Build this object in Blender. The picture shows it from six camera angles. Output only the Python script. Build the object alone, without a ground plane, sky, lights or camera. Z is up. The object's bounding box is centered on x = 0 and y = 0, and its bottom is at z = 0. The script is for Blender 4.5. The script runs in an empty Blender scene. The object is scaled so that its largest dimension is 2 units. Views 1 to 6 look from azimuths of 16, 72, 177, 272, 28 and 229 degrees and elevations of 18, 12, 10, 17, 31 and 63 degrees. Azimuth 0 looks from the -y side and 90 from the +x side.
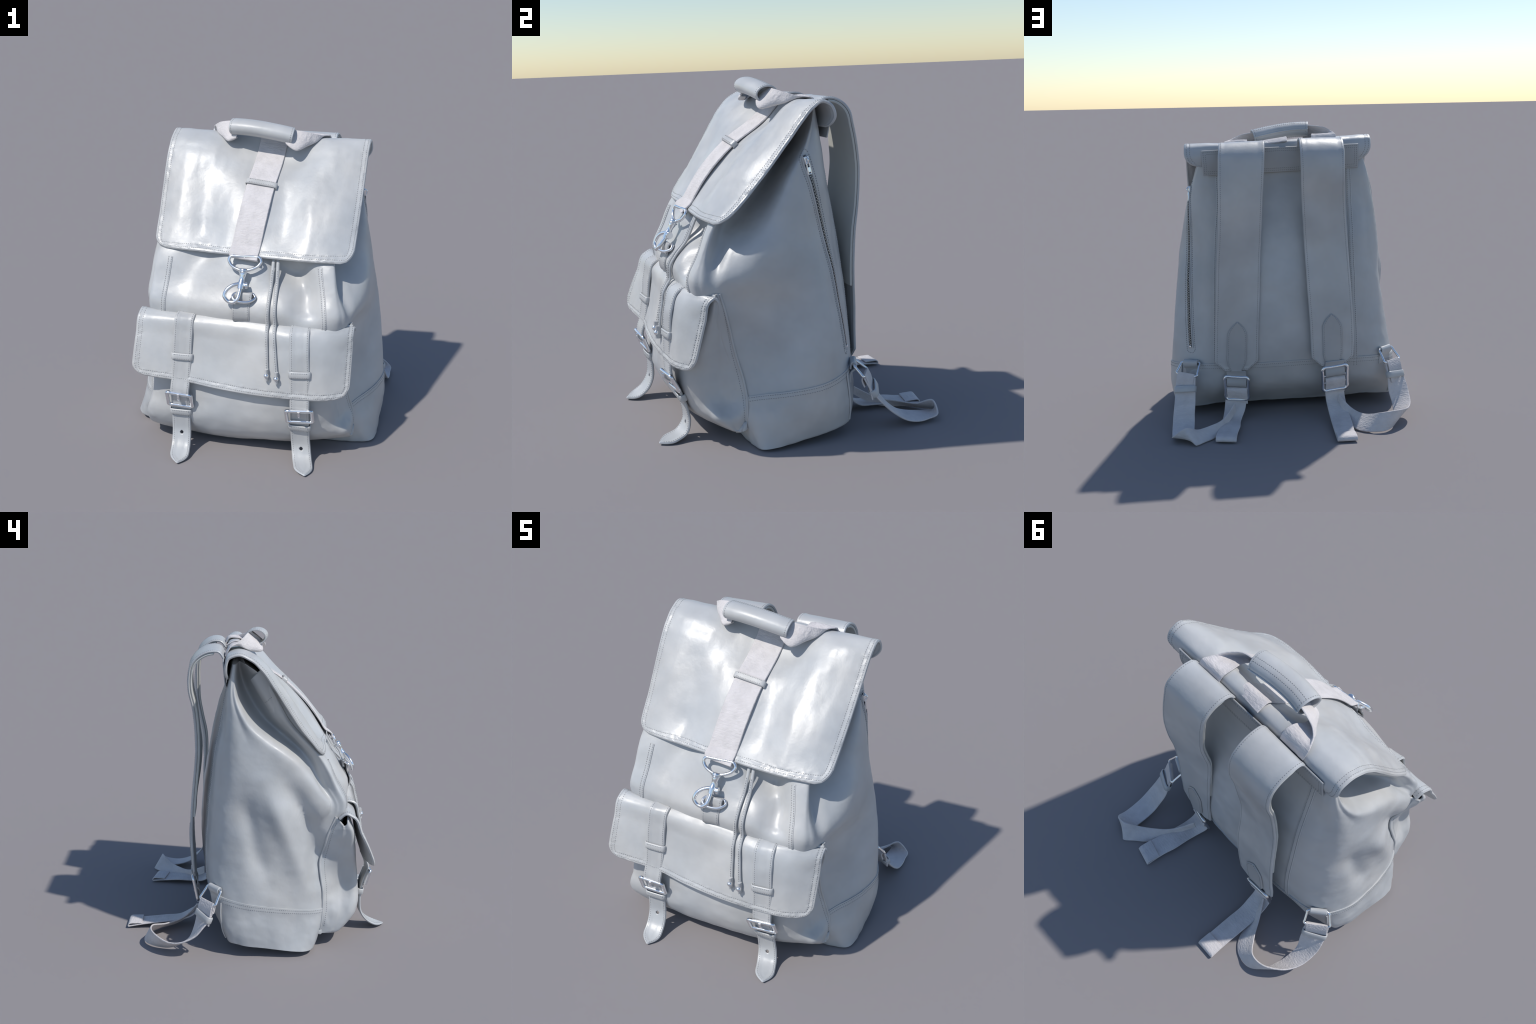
# Roll-top leather rucksack: panels, flap, pocket, straps, webbing and metal fittings.
import bpy, math
import numpy as np
from mathutils import Vector, noise
from mathutils.bvhtree import BVHTree

A = np.array
rng = np.random.default_rng(7)


# ------------------------------------------------------------------ maths
def unit(v):
    v = np.asarray(v, float)
    return v / np.maximum(np.linalg.norm(v, axis=-1, keepdims=True), 1e-9)


def spline(ts, P, t, closed=False):
    """Non-uniform Catmull-Rom through P (n, ...) at knots ts, sampled at t."""
    ts = np.asarray(ts, float); P = np.asarray(P, float); t = np.asarray(t, float)
    n = len(P)
    if closed:
        per = ts[-1]
        ts = np.concatenate([ts[-3:-1] - per, ts, ts[1:3] + per])
        P = np.concatenate([P[-2:], P, P[:1], P[1:3]])
        n = len(P)
    if n == 2:
        k = ((t - ts[0]) / (ts[1] - ts[0])).reshape((-1,) + (1,) * (P.ndim - 1))
        return P[0] * (1 - k) + P[1] * k
    sh = (-1,) + (1,) * (P.ndim - 1)
    d = np.diff(P, axis=0) / np.diff(ts).reshape(sh)
    m = np.empty_like(P)
    h = np.diff(ts)
    m[1:-1] = (d[:-1] * h[1:].reshape(sh) + d[1:] * h[:-1].reshape(sh)) / (h[:-1] + h[1:]).reshape(sh)
    m[0] = 1.5 * d[0] - .5 * m[1]; m[-1] = 1.5 * d[-1] - .5 * m[-2]
    i = np.clip(np.searchsorted(ts, t, side='right') - 1, 0, n - 2)
    hh = (ts[i + 1] - ts[i]).reshape(sh)
    k = ((t - ts[i]).reshape(sh)) / hh
    k2, k3 = k * k, k ** 3
    return ((2 * k3 - 3 * k2 + 1) * P[i] + (k3 - 2 * k2 + k) * hh * m[i]
            + (-2 * k3 + 3 * k2) * P[i + 1] + (k3 - k2) * hh * m[i + 1])


def chord(P):
    """Knots by chord length, 0..1."""
    P = np.asarray(P, float)
    d = np.linalg.norm(np.diff(P.reshape(len(P), -1), axis=0), axis=1)
    s = np.concatenate([[0], np.cumsum(np.maximum(d, 1e-6))])
    return s / s[-1]


def smooth(a, b, x):
    t = np.clip((np.asarray(x, float) - a) / (b - a), 0, 1)
    return t * t * (3 - 2 * t)


def fbm(p, f, oct=3):
    v, a = 0., 1.
    q = Vector(p) * f
    for _ in range(oct):
        v += a * noise.noise(q); q = q * 2.03; a *= .5
    return v


# ------------------------------------------------------------------ materials
def new_mat(name):
    m = bpy.data.materials.new(name); m.use_nodes = True
    nt = m.node_tree
    return m, nt, nt.nodes['Principled BSDF']


def node(nt, kind, **kw):
    n = nt.nodes.new(kind)
    for k, v in kw.items():
        setattr(n, k, v)
    return n


def mottled(nt, dark, light, scale, detail=4., lo=.3, hi=.7):
    tc = node(nt, 'ShaderNodeTexCoord')
    nz = node(nt, 'ShaderNodeTexNoise'); nz.inputs['Scale'].default_value = scale; nz.inputs['Detail'].default_value = detail
    nt.links.new(tc.outputs['Object'], nz.inputs['Vector'])
    rp = node(nt, 'ShaderNodeValToRGB')
    rp.color_ramp.elements[0].position = lo; rp.color_ramp.elements[1].position = hi
    rp.color_ramp.elements[0].color = (*dark, 1); rp.color_ramp.elements[1].color = (*light, 1)
    nt.links.new(nz.outputs['Fac'], rp.inputs['Fac'])
    return tc, rp


def leather(name, dark, light, rough=(.32, .48), bump=.09):
    m, nt, b = new_mat(name)
    tc, rp = mottled(nt, dark, light, 4.5)
    hz = node(nt, 'ShaderNodeTexNoise'); hz.inputs['Scale'].default_value = 2.1; hz.inputs['Detail'].default_value = 3
    nt.links.new(tc.outputs['Object'], hz.inputs['Vector'])
    hr = node(nt, 'ShaderNodeValToRGB')
    hr.color_ramp.elements[0].position = .35; hr.color_ramp.elements[1].position = .65
    hr.color_ramp.elements[0].color = (.98, 1., 1.02, 1); hr.color_ramp.elements[1].color = (1.02, 1., .975, 1)
    nt.links.new(hz.outputs['Fac'], hr.inputs['Fac'])
    mx = node(nt, 'ShaderNodeMix', data_type='RGBA', blend_type='MULTIPLY'); mx.inputs['Factor'].default_value = 1.
    nt.links.new(rp.outputs['Color'], mx.inputs['A']); nt.links.new(hr.outputs['Color'], mx.inputs['B'])
    nt.links.new(mx.outputs['Result'], b.inputs['Base Color'])
    rn = node(nt, 'ShaderNodeTexNoise'); rn.inputs['Scale'].default_value = 9; rn.inputs['Detail'].default_value = 3
    nt.links.new(tc.outputs['Object'], rn.inputs['Vector'])
    mr = node(nt, 'ShaderNodeMapRange'); mr.inputs['From Min'].default_value = .3; mr.inputs['From Max'].default_value = .7
    mr.inputs['To Min'].default_value, mr.inputs['To Max'].default_value = rough
    nt.links.new(rn.outputs['Fac'], mr.inputs['Value'])
    nt.links.new(mr.outputs['Result'], b.inputs['Roughness'])
    b.inputs['Specular IOR Level'].default_value = .68
    g = node(nt, 'ShaderNodeTexNoise'); g.inputs['Scale'].default_value = 17; g.inputs['Detail'].default_value = 7
    nt.links.new(tc.outputs['Object'], g.inputs['Vector'])
    bp = node(nt, 'ShaderNodeBump'); bp.inputs['Strength'].default_value = bump; bp.inputs['Distance'].default_value = .02
    nt.links.new(g.outputs['Fac'], bp.inputs['Height'])
    nt.links.new(bp.outputs['Normal'], b.inputs['Normal'])
    return m


def webbing(name):
    m, nt, b = new_mat(name)
    tc, rp = mottled(nt, (.60, .57, .565), (.68, .645, .64), 16., 5., .3, .65)
    nt.links.new(rp.outputs['Color'], b.inputs['Base Color'])
    b.inputs['Roughness'].default_value = .75
    b.inputs['Specular IOR Level'].default_value = .3
    mp = node(nt, 'ShaderNodeMapping'); mp.inputs['Scale'].default_value = (1, 2.2, 2.2)
    nt.links.new(tc.outputs['Object'], mp.inputs['Vector'])
    g = node(nt, 'ShaderNodeTexNoise'); g.inputs['Scale'].default_value = 38; g.inputs['Detail'].default_value = 6
    nt.links.new(mp.outputs['Vector'], g.inputs['Vector'])
    bp = node(nt, 'ShaderNodeBump'); bp.inputs['Strength'].default_value = .38; bp.inputs['Distance'].default_value = .015
    nt.links.new(g.outputs['Fac'], bp.inputs['Height'])
    nt.links.new(bp.outputs['Normal'], b.inputs['Normal'])
    return m


def metal(name, col, rough):
    m, nt, b = new_mat(name)
    tc, rp = mottled(nt, tuple(c * .93 for c in col), col, 14.)
    nt.links.new(rp.outputs['Color'], b.inputs['Base Color'])
    b.inputs['Metallic'].default_value = 1.; b.inputs['Roughness'].default_value = rough
    return m


def plain(name, dark, light, rough):
    m, nt, b = new_mat(name)
    tc, rp = mottled(nt, dark, light, 30.)
    nt.links.new(rp.outputs['Color'], b.inputs['Base Color'])
    b.inputs['Roughness'].default_value = rough
    return m


LEATHER = leather('pale_leather', (.445, .45, .452), (.54, .545, .547))
WEB = webbing('cotton_webbing')
CHROME = metal('polished_metal', (.90, .91, .93), .24)
STITCH = plain('stitch_thread', (.25, .255, .26), (.33, .335, .34), .6)
TAPE = plain('zip_tape', (.10, .10, .105), (.15, .15, .155), .7)
TEETH = metal('zip_teeth_metal', (.36, .36, .37), .4)
DULL = leather('dull_leather', (.385, .388, .39), (.46, .463, .465), (.42, .55), .08)
LINING = leather('strap_lining', (.55, .55, .52), (.62, .62, .58), (.5, .65), .05)

# ------------------------------------------------------------------ object helpers
ROOT = bpy.data.objects.new('leather_backpack', None)
bpy.context.scene.collection.objects.link(ROOT)
ROOT['label'] = 'pale grey leather roll-top backpack with buckled front pocket'
ROOT['category'] = 'backpack'


def make(name, verts, faces, mat, parent=None, angle=42., normals=None):
    me = bpy.data.meshes.new(name)
    me.from_pydata([tuple(map(float, v)) for v in verts], [], [tuple(map(int, f)) for f in faces])
    me.update()
    me.materials.append(mat)
    me.polygons.foreach_set('use_smooth', [True] * len(me.polygons))
    if angle:
        me.set_sharp_from_angle(angle=math.radians(angle))
    if normals is not None:
        me.normals_split_custom_set_from_vertices([tuple(n) for n in normals])
    ob = bpy.data.objects.new(name, me)
    bpy.context.scene.collection.objects.link(ob)
    ob.parent = parent or ROOT
    return ob


def grid_normals(P):
    du = np.gradient(P, axis=1); dv = np.gradient(P, axis=0)
    return unit(np.cross(du, dv))


class Sheet:
    """A flexible sheet through rows of control points; its outer face is the given surface."""

    def __init__(self, name, rows, mat, thick=.014, width=None, res=.012, parent=None, flip=False, face=None,
                 hem=0., pucker=0., crumple=0., vknots=None, stitch=(), tip_hem=True, seed=0):
        R = A(rows, float)                                   # (nv, nu, 3)
        self.uk = 2 * chord(R[R.shape[0] // 2]) - 1
        self.R = R
        self.vk = chord(R[:, R.shape[1] // 2]) if vknots is None else A(vknots)
        mid = R[:, R.shape[1] // 2]
        L = np.linalg.norm(np.diff(mid, axis=0), axis=1).sum()
        W = np.linalg.norm(np.diff(R, axis=1), axis=2).sum(1).mean()
        self.L, self.W = L, W
        self.width = width or (lambda v: np.ones_like(v))
        self.flip = flip
        nv = max(6, int(L / res)); nu = max(5, int(W / res))
        v = np.linspace(0, 1, nv + 1)
        # crowd rows where the width changes fast (rounded ends)
        if width:
            extra = np.concatenate([1 - np.linspace(0, .10 / L * 1.2, 14)[1:] ** 1.0, np.linspace(0, .06 / L, 6)[1:]])
            v = np.unique(np.clip(np.concatenate([v, extra]), 0, 1))
        u = np.linspace(-1, 1, nu + 1)
        P = self.eval_grid(u, v)
        N = grid_normals(P)
        if face is not None:                                   # outward hint at the middle of the sheet
            flip = self.flip = bool(np.dot(N[len(v) // 2, len(u) // 2], face) < 0)
        if flip:
            N = -N
        du = (1 - np.abs(u))[None, :] * W / 2 * self.width(v)[:, None]
        dv = ((1 - v) * L)[:, None] + 0 * du
        e = np.minimum(du, dv) if tip_hem else du
        off = np.zeros(P.shape[:2])
        if hem:
            off += hem * np.exp(-((e - .012) / .011) ** 2) - hem * .6 * np.exp(-((e - .030) / .005) ** 2)
        if pucker or crumple:
            for a in range(P.shape[0]):
                for b in range(P.shape[1]):
                    p = P[a, b] + seed
                    if pucker:
                        off[a, b] += pucker * math.exp(-((e[a, b] - .024) / .017) ** 2) * (noise.noise(Vector(p) * 34) + .8 * noise.noise(Vector(p) * 75))
                    if crumple:
                        off[a, b] += crumple * fbm(p * A((1., .4, .4)), 5.)
        P = P + N * off[..., None]
        self.P, self.N, self.u, self.v = P, grid_normals(P) * (-1 if flip else 1), u, v
        self.thick = thick
        Q = P - N * thick
        nr, nc = P.shape[:2]
        verts = list(P.reshape(-1, 3)) + list(Q.reshape(-1, 3))
        idx = np.arange(nr * nc).reshape(nr, nc); jd = idx + nr * nc
        F = []
        for a in range(nr - 1):
            for b in range(nc - 1):
                f = (idx[a, b], idx[a, b + 1], idx[a + 1, b + 1], idx[a + 1, b])
                g = (jd[a, b], jd[a + 1, b], jd[a + 1, b + 1], jd[a, b + 1])
                F.append(f[::-1] if flip else f); F.append(g[::-1] if flip else g)
        loop = [(0, b) for b in range(nc)] + [(a, nc - 1) for a in range(1, nr)] + \
               [(nr - 1, b) for b in range(nc - 2, -1, -1)] + [(a, 0) for a in range(nr - 2, 0, -1)]
        # bulged rim so that the cut edge reads as a rounded leather edge
        base = len(verts)
        M = len(loop)
        ctr = [(P[l] + Q[l]) / 2 for l in loop]
        for k, l in enumerate(loop):
            t = unit(ctr[(k + 1) % M] - ctr[k - 1])
            o = np.cross(t, N[l]) * (-1 if flip else 1)
            verts.append(ctr[k] + unit(o) * thick * .35)
        for k, l in enumerate(loop):
            l2 = loop[(k + 1) % M]
            m1, m2 = base + k, base + (k + 1) % M
            f = (idx[l2], idx[l], m1, m2); g = (m2, m1, jd[l], jd[l2])
            F.append(f[::-1] if flip else f); F.append(g[::-1] if flip else g)
        self.ob = make(name, verts, F, mat, parent)
        for kind, a in stitch:
            self.stitch(kind, a)

    def eval_grid(self, u, v):
        rows = spline(self.vk, self.R, v)                      # (nv, ku, 3)
        w = self.width(v)
        return A([spline(self.uk, rows[i], u * w[i]) for i in range(len(v))])

    def at(self, u, v):
        """outer-face point and normal (u,v as surface fractions), bilinear in the built grid"""
        fu = np.clip(np.interp(u, self.u, np.arange(len(self.u))), 0, len(self.u) - 1.001)
        fv = np.clip(np.interp(v, self.v, np.arange(len(self.v))), 0, len(self.v) - 1.001)
        a, b = int(fv), int(fu); s, t = fv - a, fu - b
        def li(G):
            return (G[a, b] * (1 - s) * (1 - t) + G[a, b + 1] * (1 - s) * t + G[a + 1, b] * s * (1 - t) + G[a + 1, b + 1] * s * t)
        return li(self.P), unit(li(self.N))

    def stitch(self, kind, inset):
        """kind: 'sides', 'end', 'rim' (sides + far end), 'start', 'all'"""
        W, L = self.W, self.L
        k = inset / (W / 2); q = inset / L
        n = 240
        start = .02
        if kind in ('sides',):
            for s in (-1, 1):
                stitch_path([self.at(s * (1 - k), v) for v in np.linspace(.01, 1 - q, n)], self.ob)
            return
        if kind == 'end':
            stitch_path([self.at(u, 1 - q) for u in np.linspace(-1 + k, 1 - k, n)], self.ob); return
        if kind == 'start':
            stitch_path([self.at(u, q) for u in np.linspace(-1 + k, 1 - k, n)], self.ob); return
        path = [self.at(-(1 - k), v) for v in np.linspace(start if kind == 'rim' else q, 1 - q, n)]
        path += [self.at(u, 1 - q) for u in np.linspace(-1 + k, 1 - k, n)]
        path += [self.at(1 - k, v) for v in np.linspace(1 - q, start if kind == 'rim' else q, n)]
        if kind == 'all':
            path += [self.at(u, q) for u in np.linspace(1 - k, -1 + k, n)]
        stitch_path(path, self.ob)


STITCHES = {}


def stitch_path(path, parent, step=.0135, ln=.0085, wd=.0036, up=.0012, lift=.0):
    """little thread lozenges along a path of (point, normal)"""
    P = A([p for p, _ in path]); N = A([n for _, n in path])
    d = np.concatenate([[0], np.cumsum(np.linalg.norm(np.diff(P, axis=0), axis=1))])
    if d[-1] < step:
        return
    s = np.arange(step / 2, d[-1], step)
    Ps = A([np.interp(s, d, P[:, i]) for i in range(3)]).T
    Pe = A([np.interp(np.minimum(s + .003, d[-1]), d, P[:, i]) for i in range(3)]).T
    Ns = unit(A([np.interp(s, d, N[:, i]) for i in range(3)]).T)
    V, F = STITCHES.setdefault(parent.name, ([], []))
    for p, q, n in zip(Ps, Pe, Ns):
        t = unit(q - p)
        if not np.isfinite(t).all() or np.linalg.norm(q - p) < 1e-6:
            continue
        b = np.cross(n, t)
        c = p + n * lift
        k = len(V)
        for z, f in ((-.002, 1.), (up, .75)):
            for sx, sy in ((-1, -1), (1, -1), (1, 1), (-1, 1)):
                V.append(c + t * sx * ln / 2 * f + b * sy * wd / 2 * f + n * z)
        F += [(k, k + 3, k + 2, k + 1), (k + 4, k + 5, k + 6, k + 7)] + \
             [(k + i, k + (i + 1) % 4, k + 4 + (i + 1) % 4, k + 4 + i) for i in range(4)]


def ribbon(name, spine, wdir, width, mat, thick=.014, wfun=None, **kw):
    """strap along a spine of outer-face points; wdir = across-direction(s)"""
    S = A(spine, float)
    D = np.broadcast_to(A(wdir, float), S.shape)
    T = unit(np.gradient(S, axis=0))
    D = unit(D - T * (D * T).sum(1, keepdims=True))
    rows = [[s - d * width / 2, s, s + d * width / 2] for s, d in zip(S, D)]
    return Sheet(name, rows, mat, thick=thick, width=wfun, **kw)


def two_edge(name, left, right, mat, thick=.012, **kw):
    rows = [[A(a), (A(a) + A(b)) / 2, A(b)] for a, b in zip(left, right)]
    return Sheet(name, rows, mat, thick=thick, **kw)


def tip_pointed(length, total, power=1.7, blunt=.02):
    """width factor of a strap whose far end is an ogive point"""
    def f(v):
        d = (1 - np.asarray(v, float)) * total
        k = np.clip(1 - d / length, 0, 1)
        return np.maximum(1 - k ** power, blunt)
    return f


def tip_round(r, total, half, both=False):
    def f(v):
        v = np.asarray(v, float)
        d = (1 - v) * total
        k = np.clip(1 - d / r, 0, 1)
        w = 1 - (r / half) * (1 - np.sqrt(np.maximum(1 - k * k, 0)))
        if both:
            k = np.clip(1 - v * total / both, 0, 1)
            w = w - (both / half) * (1 - np.sqrt(np.maximum(1 - k * k, 0)))
        return w
    return f


def frames(P, closed):
    n = len(P)
    T = unit(np.roll(P, -1, 0) - np.roll(P, 1, 0)) if closed else unit(np.gradient(P, axis=0))
    n0 = np.cross(T[0], (0, 0, 1.))
    if np.linalg.norm(n0) < .1:
        n0 = np.cross(T[0], (1., 0, 0))
    N = [unit(n0)]
    for i in range(1, n):
        v = N[-1] - T[i] * np.dot(N[-1], T[i])
        N.append(unit(v))
    N = A(N)
    if closed:                                             # spread the closing twist
        e = N[-1] - T[0] * np.dot(N[-1], T[0]); e = unit(e)
        ang = math.atan2(np.dot(np.cross(e, N[0]), T[0]), np.dot(e, N[0]))
        B = np.cross(T, N)
        a = ang * np.arange(n) / n
        N = N * np.cos(a)[:, None] + B * np.sin(a)[:, None]
    return T, N, np.cross(T, N)


def tube(name, pts, r, mat, closed=False, parent=None, n=None, sides=12, rfun=None, flat=1.):
    pts = A(pts, float)
    if closed:
        k = chord(np.concatenate([pts, pts[:1]]))
        n = n or max(32, len(pts) * 12)
        P = spline(k, pts, np.linspace(0, 1, n, endpoint=False), closed=True)
    else:
        n = n or max(12, len(pts) * 10)
        P = spline(chord(pts), pts, np.linspace(0, 1, n))
    T, N, B = frames(P, closed)
    rr = np.full(n, r) if rfun is None else r * rfun(np.linspace(0, 1, n))
    V, F = [], []
    for i in range(n):
        for j in range(sides):
            a = 2 * math.pi * j / sides
            V.append(P[i] + rr[i] * (N[i] * math.cos(a) + B[i] * math.sin(a) * flat))
    for i in range(n if closed else n - 1):
        for j in range(sides):
            a, b = i * sides, ((i + 1) % n) * sides
            F.append((a + j, a + (j + 1) % sides, b + (j + 1) % sides, b + j))
    if not closed:
        F.append(tuple(range(sides))[::-1]); F.append(tuple(range((n - 1) * sides, n * sides)))
    return make(name, V, F, mat, parent)


def rounded_loop(corners, r=.25):
    """closed polygon with corners cut so that a spline through it turns tightly"""
    C = [A(c, float) for c in corners]
    out = []
    for i, c in enumerate(C):
        p, q = C[i - 1], C[(i + 1) % len(C)]
        out += [c + (p - c) * r, c + (p - c) * r * .28 + (q - c) * r * .28 * 0 + (q - c) * r * .0, c + (q - c) * r * .28, c + (q - c) * r]
        out += [c + (q - c) * .5] if False else []
    return out


def band(name, c, along, across, w, d, bw, thick, mat, parent=None, stitches=True):
    """keeper loop round a strap: path in (across, normal) plane, extruded along"""
    along, across = unit(along), unit(across)
    nrm = unit(np.cross(across, along))
    across = np.cross(along, nrm)
    m = 48
    path = []
    for k in range(m):
        a = 2 * math.pi * k / m
        ex = .35
        x = math.copysign(abs(math.cos(a)) ** ex, math.cos(a)) * w / 2
        y = math.copysign(abs(math.sin(a)) ** .6, math.sin(a)) * d / 2
        path.append((x, y))
    V, F = [], []
    prof = [(-.5, 0.), (-.46, .6), (-.38, 1.), (.38, 1.), (.46, .6), (.5, 0.), (.40, -.2), (-.40, -.2)]
    for k in range(m):
        x, y = path[k]
        t = unit(A(path[(k + 1) % m]) - A(path[k - 1])); o = A((t[1], -t[0]))
        for s, h in prof:
            q = A((x, y)) + o * h * thick
            V.append(A(c) + across * q[0] + nrm * q[1] + along * s * bw)
    n = len(prof)
    for k in range(m):
        for j in range(n):
            a, b = k * n, ((k + 1) % m) * n
            F.append((a + j, a + (j + 1) % n, b + (j + 1) % n, b + j))
    ob = make(name, V, F, mat, parent)
    if stitches:
        for s in (-.3, .3):
            stitch_path([(A(c) + across * x + nrm * (d / 2 + thick) + along * s * bw, nrm) for x in np.linspace(-w * .42, w * .42, 40)], ob, step=.011, ln=.006)
    return ob


def ball(name, c, r, mat, parent=None, squash=(1, 1, 1), n=14, axis=None):
    V, F = [], []
    for i in range(n + 1):
        th = math.pi * i / n
        for j in range(2 * n):
            ph = math.pi * j / n
            V.append(A((math.sin(th) * math.cos(ph) * squash[0], math.sin(th) * math.sin(ph) * squash[1], math.cos(th) * squash[2])) * r)
    V = A(V)
    if axis is not None:
        z = unit(axis); x = unit(np.cross((0.3, .9, .2), z)); y = np.cross(z, x)
        V = V[:, :1] * x + V[:, 1:2] * y + V[:, 2:] * z
    V = V + A(c)
    for i in range(n):
        for j in range(2 * n):
            a, b = i * 2 * n, (i + 1) * 2 * n
            F.append((a + j, b + j, b + (j + 1) % (2 * n), a + (j + 1) % (2 * n)))
    return make(name, V, F, mat, parent)


# ------------------------------------------------------------------ the bag body
# Cross-sections at rising heights.  Each is a closed ring of named places:
#  0 back centre | right (+x): 1 back seam 2 back corner 3 side rear 4 side middle 5 fold ridge
#  6 fold valley 7 panel return 8 panel edge 9 front seam | 10 front centre | left (-x): 11..19 mirrored order
SECTIONS = {
    .03: [(0, .110), (.48, .175), (.67, .250), (.755, .19), (.797, .02), (.806, -.2), (.788, -.290), (.70, -.318), (.63, -.328), (.5, -.34),
          (0, -.37), (-.46, -.385), (-.60, -.392), (-.67, -.388), (-.745, -.360), (-.785, -.28), (-.787, -.12), (-.775, .08), (-.705, .165), (-.44, .125)],
    .15: [(0, .252), (.48, .28), (.66, .285), (.765, .20), (.816, .04), (.800, -.18), (.738, -.30), (.68, -.35), (.63, -.37), (.5, -.39),
          (0, -.42), (-.46, -.43), (-.58, -.43), (-.64, -.43), (-.695, -.400), (-.740, -.31), (-.777, -.12), (-.778, .08), (-.698, .205), (-.44, .235)],
    .37: [(0, .355), (.48, .340), (.63, .290), (.748, .20), (.812, .06), (.772, -.10), (.665, -.275), (.630, -.355), (.60, -.40), (.5, -.42),
          (0, -.44), (-.46, -.455), (-.57, -.46), (-.61, -.45), (-.64, -.41), (-.690, -.32), (-.742, -.12), (-.745, .08), (-.665, .230), (-.44, .305)],
    .60: [(.05, .385), (.475, .335), (.62, .268), (.735, .175), (.790, .08), (.726, -.11), (.622, -.29), (.620, -.40), (.60, -.46), (.50, -.48),
          (0, -.50), (-.46, -.49), (-.535, -.48), (-.56, -.455), (-.585, -.41), (-.650, -.30), (-.712, -.10), (-.710, .07), (-.625, .230), (-.435, .315)],
    .80: [(.05, .375), (.47, .320), (.605, .245), (.712, .160), (.768, .06), (.708, -.14), (.658, -.35), (.665, -.45), (.625, -.53), (.51, -.575),
          (0, -.585), (-.46, -.565), (-.55, -.545), (-.575, -.51), (-.590, -.45), (-.640, -.33), (-.692, -.11), (-.685, .06), (-.608, .215), (-.43, .298)],
    .96: [(.05, .358), (.465, .302), (.595, .235), (.693, .15), (.752, .04), (.742, -.21), (.695, -.42), (.650, -.49), (.635, -.560), (.52, -.610),
          (0, -.630), (-.455, -.595), (-.560, -.585), (-.572, -.535), (-.575, -.500), (-.628, -.445), (-.685, -.13), (-.670, .06), (-.598, .205), (-.43, .280)],
    1.06: [(.05, .340), (.46, .290), (.585, .225), (.68, .135), (.740, .02), (.738, -.235), (.650, -.385), (.580, -.44), (.600, -.525), (.50, -.55),
           (0, -.572), (-.45, -.545), (-.557, -.535), (-.550, -.478), (-.542, -.432), (-.625, -.390), (-.675, -.11), (-.662, .08), (-.588, .198), (-.427, .268)],
    1.24: [(.08, .305), (.45, .265), (.575, .212), (.655, .125), (.712, .0), (.688, -.16), (.500, -.27), (.470, -.36), (.560, -.435), (.46, -.46),
           (0, -.470), (-.44, -.462), (-.550, -.442), (-.535, -.388), (-.495, -.330), (-.620, -.265), (-.650, -.04), (-.640, .10), (-.568, .186), (-.425, .243)],
    1.48: [(.08, .245), (.43, .230), (.550, .195), (.632, .125), (.660, .03), (.635, -.05), (.33, -.03), (.37, -.11), (.525, -.200), (.43, -.248),
           (0, -.275), (-.43, -.25), (-.510, -.225), (-.47, -.155), (-.35, -.05), (-.600, .0), (-.612, .065), (-.602, .115), (-.55, .16), (-.42, .19)],
    1.65: [(.05, .182), (.43, .198), (.535, .182), (.592, .138), (.605, .095), (.575, .07), (.22, .095), (.32, .04), (.505, -.050), (.42, -.080),
           (0, -.095), (-.42, -.13), (-.495, -.142), (-.455, -.072), (-.29, .05), (-.548, .080), (-.572, .11), (-.562, .13), (-.525, .147), (-.42, .157)],
    1.75: [(0, .165), (.42, .185), (.515, .175), (.56, .15), (.57, .13), (.55, .115), (.25, .12), (.32, .09), (.48, .035), (.41, .035),
           (0, .01), (-.41, -.05), (-.480, -.075), (-.445, -.015), (-.30, .075), (-.51, .09), (-.542, .105), (-.54, .118), (-.51, .128), (-.42, .137)],
    1.83: [(0, .145), (.42, .17), (.50, .165), (.535, .155), (.54, .148), (.53, .14), (.40, .13), (.40, .12), (.45, .105), (.40, .10),
           (0, .085), (-.40, .045), (-.50, .03), (-.48, .04), (-.40, .07), (-.50, .085), (-.522, .095), (-.52, .105), (-.50, .11), (-.42, .115)],
}
ZS = A(sorted(SECTIONS)); RINGS = A([SECTIONS[z] for z in ZS])       # (levels, 20, 2)
NR = RINGS.shape[1]


def body_xy(s, z):
    """outline point at ring position s (0..20) and height z"""
    ring = spline(ZS, RINGS, A([z]))[0]
    return spline(np.arange(NR + 1), ring, A([s % NR]), closed=True)[0]


# folds pressed into the side gussets: (side, polyline in (y,z), depth, width)
FOLDS = [
    (-1, [(-.08, 1.12), (-.15, .95), (-.21, .78), (-.27, .60), (-.34, .38)], .034, .062),
    (-1, [(-.21, 1.14), (-.30, .98), (-.36, .84), (-.41, .66), (-.42, .48)], -.046, .056),
    (-1, [(.05, 1.08), (.01, .86), (-.03, .68), (-.10, .48)], -.026, .062),
    (1, [(.0, .95), (-.1, .7), (-.2, .45)], -.004, .09),
]
# hollows of the front panel under the flap: (x, z, depth, half-width in x, in z)
HOLLOWS = [(.24, 1.22, .060, .10, .12), (.34, 1.19, .100, .080, .09), (.41, 1.06, .075, .06, .09), (.44, .96, .040, .07, .06), (-.31, 1.17, .035, .10, .14), (-.21, 1.25, .035, .09, .08)]





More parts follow.
